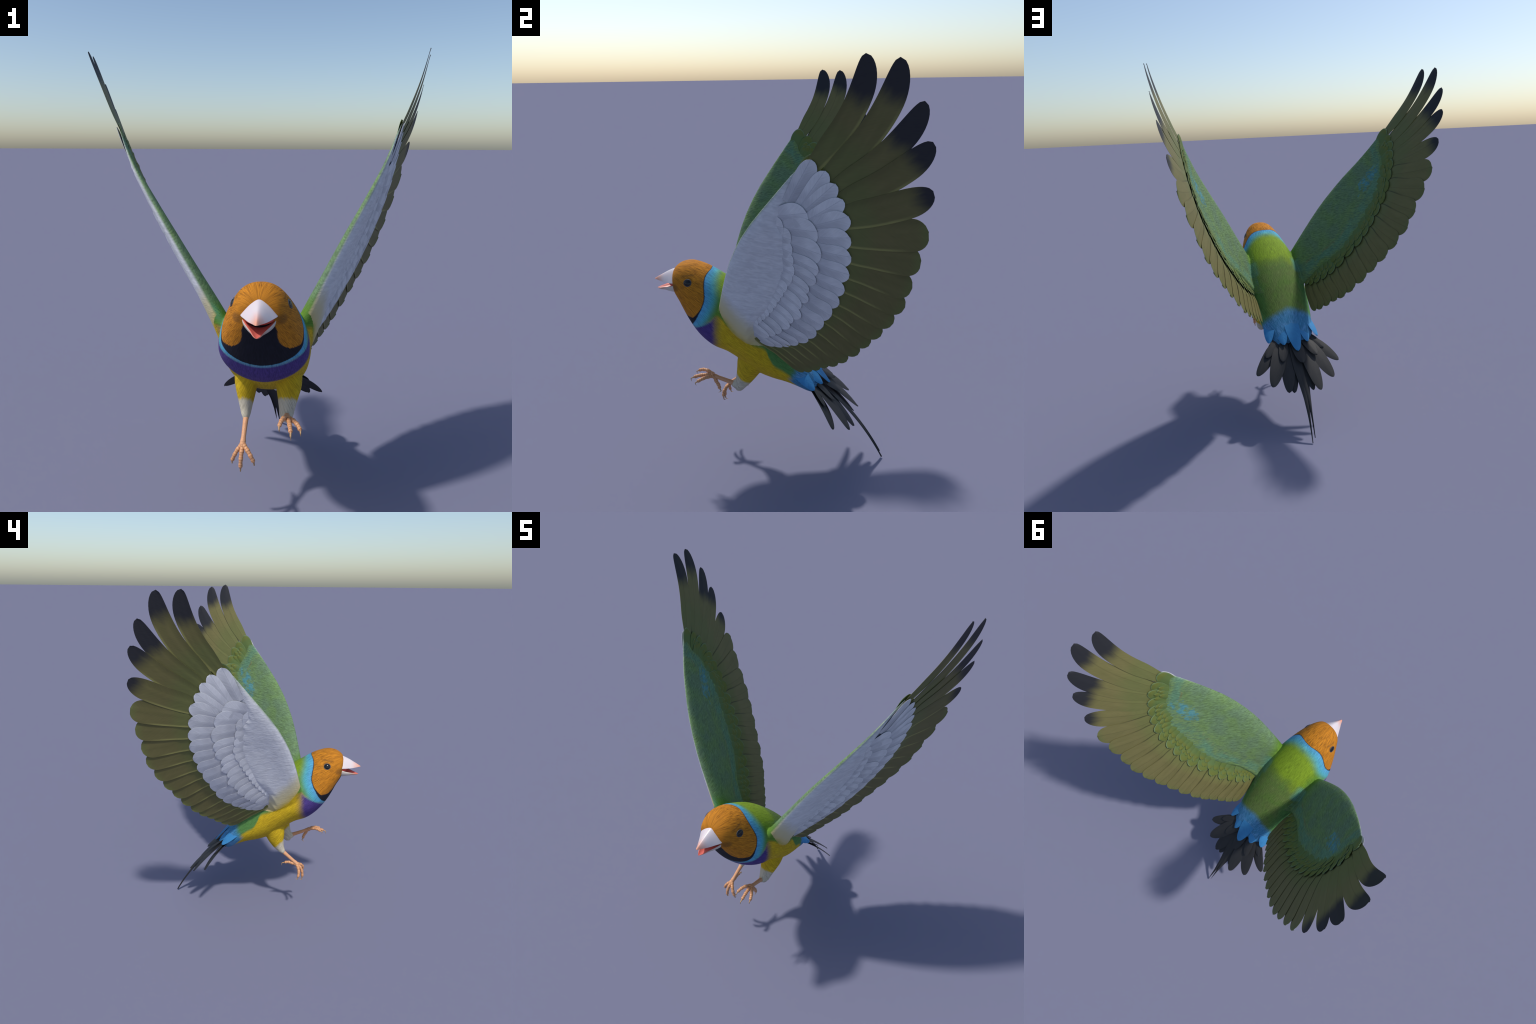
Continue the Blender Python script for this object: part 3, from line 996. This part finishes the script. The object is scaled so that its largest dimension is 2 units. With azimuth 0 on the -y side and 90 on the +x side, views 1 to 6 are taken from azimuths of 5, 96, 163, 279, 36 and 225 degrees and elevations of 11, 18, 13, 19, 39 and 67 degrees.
def build_eyes(head, M):
    me = head.data
    tree = BVHTree.FromPolygons([v.co for v in me.vertices], [tuple(q.vertices) for q in me.polygons])
    for sgn in (1, -1):
        # gaze: outwards, a little up and forward
        hit, nor, _, _ = tree.ray_cast(Vector((XM + sgn * 0.3, -0.405, 1.0005)), Vector((-sgn, 0, 0)))
        g = np.array(nor) * (1 if nor.x * sgn > 0 else -1)
        g /= np.linalg.norm(g)
        b = np.cross(g, (0, 0, 1))
        b /= np.linalg.norm(b)
        ax = np.stack([g, b, np.cross(g, b)])
        c = np.array(hit)
        v, f = ellipsoid(c - g * 0.0045, (0.0095, 0.0200, 0.0180), ax)
        mesh_object("eye", v, f, M["eye"], head)
        a = np.linspace(0, 2 * math.pi, 40, endpoint=False)
        rings = []
        for k in range(10):
            t = 2 * math.pi * k / 10
            rr = 0.0022
            rings.append(np.array([c - g * 0.0008 + (0.0186 + rr * math.cos(t)) * (math.cos(q) * ax[1]) + (0.0166 + rr * math.cos(t)) * math.sin(q) * ax[2]
                                   + rr * math.sin(t) * g for q in a]))
        r = np.array(rings + [rings[0]])
        v = r.reshape(-1, 3)
        f = grid_faces(11, 40, True)
        mesh_object("eyelid", v, f, M["lid"], head)


def toe(parent, M, pts, claw_tip, radius, hook):
    """scaled toe with knuckles, then a hooked claw"""
    n = 40
    p = spline(pts, n)
    u = np.linspace(0, 1, n)
    r = radius * (1.12 - 0.22 * u) * (1 + 0.09 * np.sin(u * math.pi * 2 * 3.5 + 1.0)) * np.sqrt(np.clip((1.02 - u) / 0.10, 0.15, 1))
    r = r * (1 - 0.07 * (np.sin(u * 52) > 0.86))
    v, f = tube(p, r, 12)
    place("toe", v, f, M["toe"], parent, p[-1] - p[0], np.array([0.05, -0.3, 0.9]), p[0], False)
    a, b = p[-2], np.array(claw_tip)
    mid = (a + b) / 2 + np.array(hook)
    c = spline([a - (p[-2] - p[-6]) * 0.3, a + (mid - a) * 0.35, mid, b], 16)
    v, f = tube(c, 0.0042 * (1 - np.linspace(0, 1, 16)) ** 0.7 + 0.0003, 8)
    mesh_object("claw", v, f, M["claw"], parent)


def build_legs(legs, M):
    # left: swung forward;  right: hanging
    L = dict(heel=(0.164, -0.196, 0.452), joint=(0.171, -0.306, 0.497),
             toes=[([(0.171, -0.300, 0.499), (0.176, -0.335, 0.502), (0.181, -0.370, 0.499), (0.186, -0.403, 0.490)], (0.187, -0.413, 0.465), (0, -0.009, 0.004)),
                   ([(0.166, -0.302, 0.500), (0.154, -0.335, 0.513), (0.146, -0.362, 0.513), (0.140, -0.385, 0.503)], (0.142, -0.391, 0.484), (0, -0.008, 0.003)),
                   ([(0.177, -0.302, 0.496), (0.195, -0.327, 0.500), (0.211, -0.352, 0.497), (0.223, -0.377, 0.486)], (0.224, -0.380, 0.465), (0, -0.008, 0.003)),
                   ([(0.173, -0.298, 0.492), (0.178, -0.287, 0.468), (0.180, -0.275, 0.446), (0.180, -0.270, 0.424)], (0.179, -0.279, 0.402), (0, 0.010, -0.002))])
    R = dict(heel=(-0.012, -0.158, 0.418), joint=(-0.016, -0.248, 0.342),
             toes=[([(-0.016, -0.250, 0.340), (-0.018, -0.272, 0.318), (-0.020, -0.284, 0.288), (-0.021, -0.286, 0.253)], (-0.022, -0.268, 0.235), (0, -0.004, -0.009)),
                   ([(-0.021, -0.248, 0.338), (-0.037, -0.260, 0.320), (-0.050, -0.265, 0.296), (-0.060, -0.261, 0.269)], (-0.059, -0.244, 0.258), (0, -0.004, -0.008)),
                   ([(-0.011, -0.252, 0.340), (0.008, -0.272, 0.325), (0.023, -0.283, 0.305), (0.035, -0.283, 0.281)], (0.037, -0.270, 0.266), (0, -0.004, -0.008)),
                   ([(-0.016, -0.242, 0.340), (-0.017, -0.218, 0.344), (-0.018, -0.194, 0.350), (-0.019, -0.170, 0.345)], (-0.020, -0.154, 0.321), (0, 0.008, 0.006))])
    for d, leg in ((L, legs[0]), (R, legs[1])):
        p = spline([d["heel"], np.array(d["heel"]) * 0.5 + np.array(d["joint"]) * 0.5, d["joint"]], 24)
        u = np.linspace(0, 1, 24)
        r = np.interp(u, [0, 0.3, 0.75, 0.92, 1], [0.0128, 0.0110, 0.0100, 0.0125, 0.0105])
        v, f = tube(p, r, 16)
        mesh_object("shank", v, f, M["skin"], leg)
        j = np.array(d["joint"])
        v, f = ellipsoid(j, (0.0135, 0.0135, 0.0115))
        mesh_object("foot", v, f, M["skin"], leg)
        for k, (pts, claw, hook) in enumerate(d["toes"]):
            toe(leg, M, pts, claw, 0.0090 if k != 1 else 0.0086, hook)


def tail_feather(name, parent, mat, base, tip, lead, trail, normal, bow=0.0, sag=0.0, tilt=0.0, camber=-0.004, thick=0.001, n=24, nv=9):
    b, e = np.array(base, float), np.array(tip, float)
    d = e - b
    L = np.linalg.norm(d)
    d1 = d / L
    nz = np.array(normal, float)
    nz = nz - d1 * (nz @ d1)
    nz /= np.linalg.norm(nz)
    lat = np.cross(nz, d1)
    u = 1 - (1 - np.linspace(0, 1, n)) ** 1.3
    arc = 4 * u * (1 - u)
    C = b + u[:, None] * d + (bow * arc)[:, None] * lat + (sag * arc)[:, None] * nz
    g = np.gradient(C, axis=0)
    g /= np.linalg.norm(g, axis=1)[:, None]
    LA = np.cross(np.tile(nz, (n, 1)), g)
    LA /= np.linalg.norm(LA, axis=1)[:, None]
    NZ = np.cross(g, LA)
    v, f = feather_mesh(C, LA, NZ, lead(u), trail(u), np.full(n, tilt), np.full(n, camber), thick * (1 - 0.6 * u), nv)
    f = [tuple(reversed(q)) for q in f]
    return place(name, v, f, mat, parent, d, nz, b, False)


def build_tail(tail, M):
    N0 = np.array([0.0, 0.70, 0.71])
    root = np.array([XM, 0.190, 0.497])

    def base(k, drop):
        # k: -1 .. 1 across the rump
        return root + np.array([0.085 * k, -0.01 * abs(k), 0.0]) - N0 * drop

    rect = [  # tip, across, drop, half width, bow
        ((0.327, 0.309, 0.323), 0.95, 0.022, 0.035, 0.010),
        ((0.260, 0.391, 0.278), 0.7, 0.014, 0.043, 0.006),
        ((0.174, 0.419, 0.241), 0.45, 0.018, 0.041, 0.0),
        ((0.142, 0.414, 0.232), 0.25, 0.025, 0.035, 0.0),
        ((-0.176, 0.308, 0.334), -0.95, 0.022, 0.035, -0.010),
        ((-0.104, 0.400, 0.278), -0.7, 0.014, 0.043, -0.006),
        ((-0.004, 0.449, 0.238), -0.45, 0.016, 0.041, 0.0),
        ((0.031, 0.424, 0.232), -0.25, 0.025, 0.034, 0.0)]
    for tip, k, drop, w, bow in rect:
        tail_feather("tail_feather", tail, M["tail"], base(k, drop), tip,
                     lambda u, w=w: vane(u, 0.5 * w, w, 0.5, 0.55, 1.8), lambda u, w=w: vane(u, 0.5 * w, w, 0.5, 0.55, 1.8),
                     N0, bow=bow, sag=0.014, tilt=0.002 * (1 if k > 0 else -1), camber=-0.002, thick=0.0008)
    # two long central streamers, folded together and drawn out to points
    for tip, k, w in (((0.102, 0.577, 0.004), 0.05, 0.040), ((0.084, 0.566, 0.026), -0.08, 0.036)):
        prof = lambda u, w=w: np.interp(u, [0, 0.18, 0.33, 0.48, 0.62, 0.8, 1.0], np.array([0.5, 0.95, 1.0, 0.72, 0.40, 0.16, 0.02]) * w)
        tail_feather("tail_streamer", tail, M["tail"], base(k, 0.012 if k > 0 else 0.016), tip, prof, prof, N0 + np.array([-0.25, 0, 0]),
                     bow=0.0, sag=0.032, camber=-0.006, n=34)
    # short black coverts over the quills
    for tip, k, w in (((0.257, 0.268, 0.403), 0.85, 0.024), ((0.173, 0.315, 0.385), 0.5, 0.027), ((0.060, 0.345, 0.372), 0.0, 0.034),
                      ((-0.036, 0.322, 0.395), -0.5, 0.027), ((-0.100, 0.262, 0.408), -0.85, 0.024)):
        tail_feather("tail_covert", tail, M["tail"], base(k, 0.008), tip,
                     lambda u, w=w: vane(u, w * 0.7, w, 0.5, 0.50, 2.2), lambda u, w=w: vane(u, w * 0.7, w, 0.5, 0.50, 2.2), N0, sag=0.004, camber=-0.002, n=18)
    # blue rump feathers, pointed, lying on the skin
    for tip, k, w in (((0.221, 0.215, 0.467), 0.95, 0.036), ((0.141, 0.255, 0.459), 0.5, 0.038), ((0.069, 0.293, 0.426), 0.0, 0.044),
                      ((-0.006, 0.251, 0.456), -0.5, 0.038), ((-0.080, 0.219, 0.468), -0.95, 0.036)):
        b = np.array([XM + 0.118 * k, 0.140 - 0.035 * abs(k), 0.600 - 0.030 * abs(k)])
        nn = np.array([0.75 * k, 0.74, 0.62])
        tail_feather("rump_feather", tail, M["blue"], b, tip,
                     lambda u, w=w: vane(u, w, w, 0.5, 0.40, 1.35), lambda u, w=w: vane(u, w, w, 0.5, 0.40, 1.35),
                     nn, sag=0.004, camber=-0.003, thick=0.0010, n=18)
    # pale feather under the tail
    tail_feather("vent_feather", tail, M["pale"], (0.085, 0.150, 0.425), (0.096, 0.235, 0.355),
                 lambda u: vane(u, 0.012, 0.018, 0.5, 0.5, 1.6), lambda u: vane(u, 0.012, 0.018, 0.5, 0.5, 1.6), (0, -0.5, -0.8), n=14)


def main():
    bird = bpy.data.objects.new("finch", None)
    bird.empty_display_size = 0.2
    bpy.context.scene.collection.objects.link(bird)
    bird["label"] = "small multicoloured finch flying with raised wings and open beak"
    bird["category"] = "bird"

    mats = {"body": make_body_material(),
            "wing": [make_wing_skin(LEFT), make_wing_skin(RIGHT)]}
    parts = split_skin(build_skin(), mats, bird)

    black = [0.135, 0.105, 0.15, 0.085, 0.050] + [0.0] * 14
    flight = []
    for i in range(19):
        L = float(np.linalg.norm(np.array(FLIGHT_TIPS[i]) - quill_base(i)))
        flight.append([[make_flight(L, black[i], LEAD_VANE[i], TRAIL_VANE[i], FLIGHT_BOW[i], up, sg) for up in (True, False)] for sg in (-1, 1)])
    M = {"flight": flight, "green": make_green_covert(), "grey": [make_grey_covert(-1), make_grey_covert(1)], "tail": make_tail_black(), "blue": make_blue_covert(),
         "beak": make_beak(), "lower_beak": make_lower_beak(), "skin": make_skin(), "toe": make_toe(),
         "mouth": plain("mouth_red", (0.60, 0.13, 0.10), 0.4), "gullet": plain("gullet_red_lightened", (0.62, 0.10, 0.075), 0.5),  # gullet colour lightened to offset the deep shade inside the beak
         "eye": plain("eye_black", (0.006, 0.006, 0.007), 0.05, 0.4), "lid": plain("eyelid_slate", (0.045, 0.045, 0.055), 0.6),
         "claw": plain("claw_horn", (0.42, 0.25, 0.11), 0.4), "pale": plain("vent_white", (0.5, 0.47, 0.42), 0.8)}
    build_wing_feathers(LEFT, parts["wing_l"], M)
    build_wing_feathers(RIGHT, parts["wing_r"], M)
    build_beak(parts["head"], M)
    build_eyes(parts["head"], M)
    build_legs((parts["leg_l"], parts["leg_r"]), M)
    build_tail(parts["tail"], M)


main()
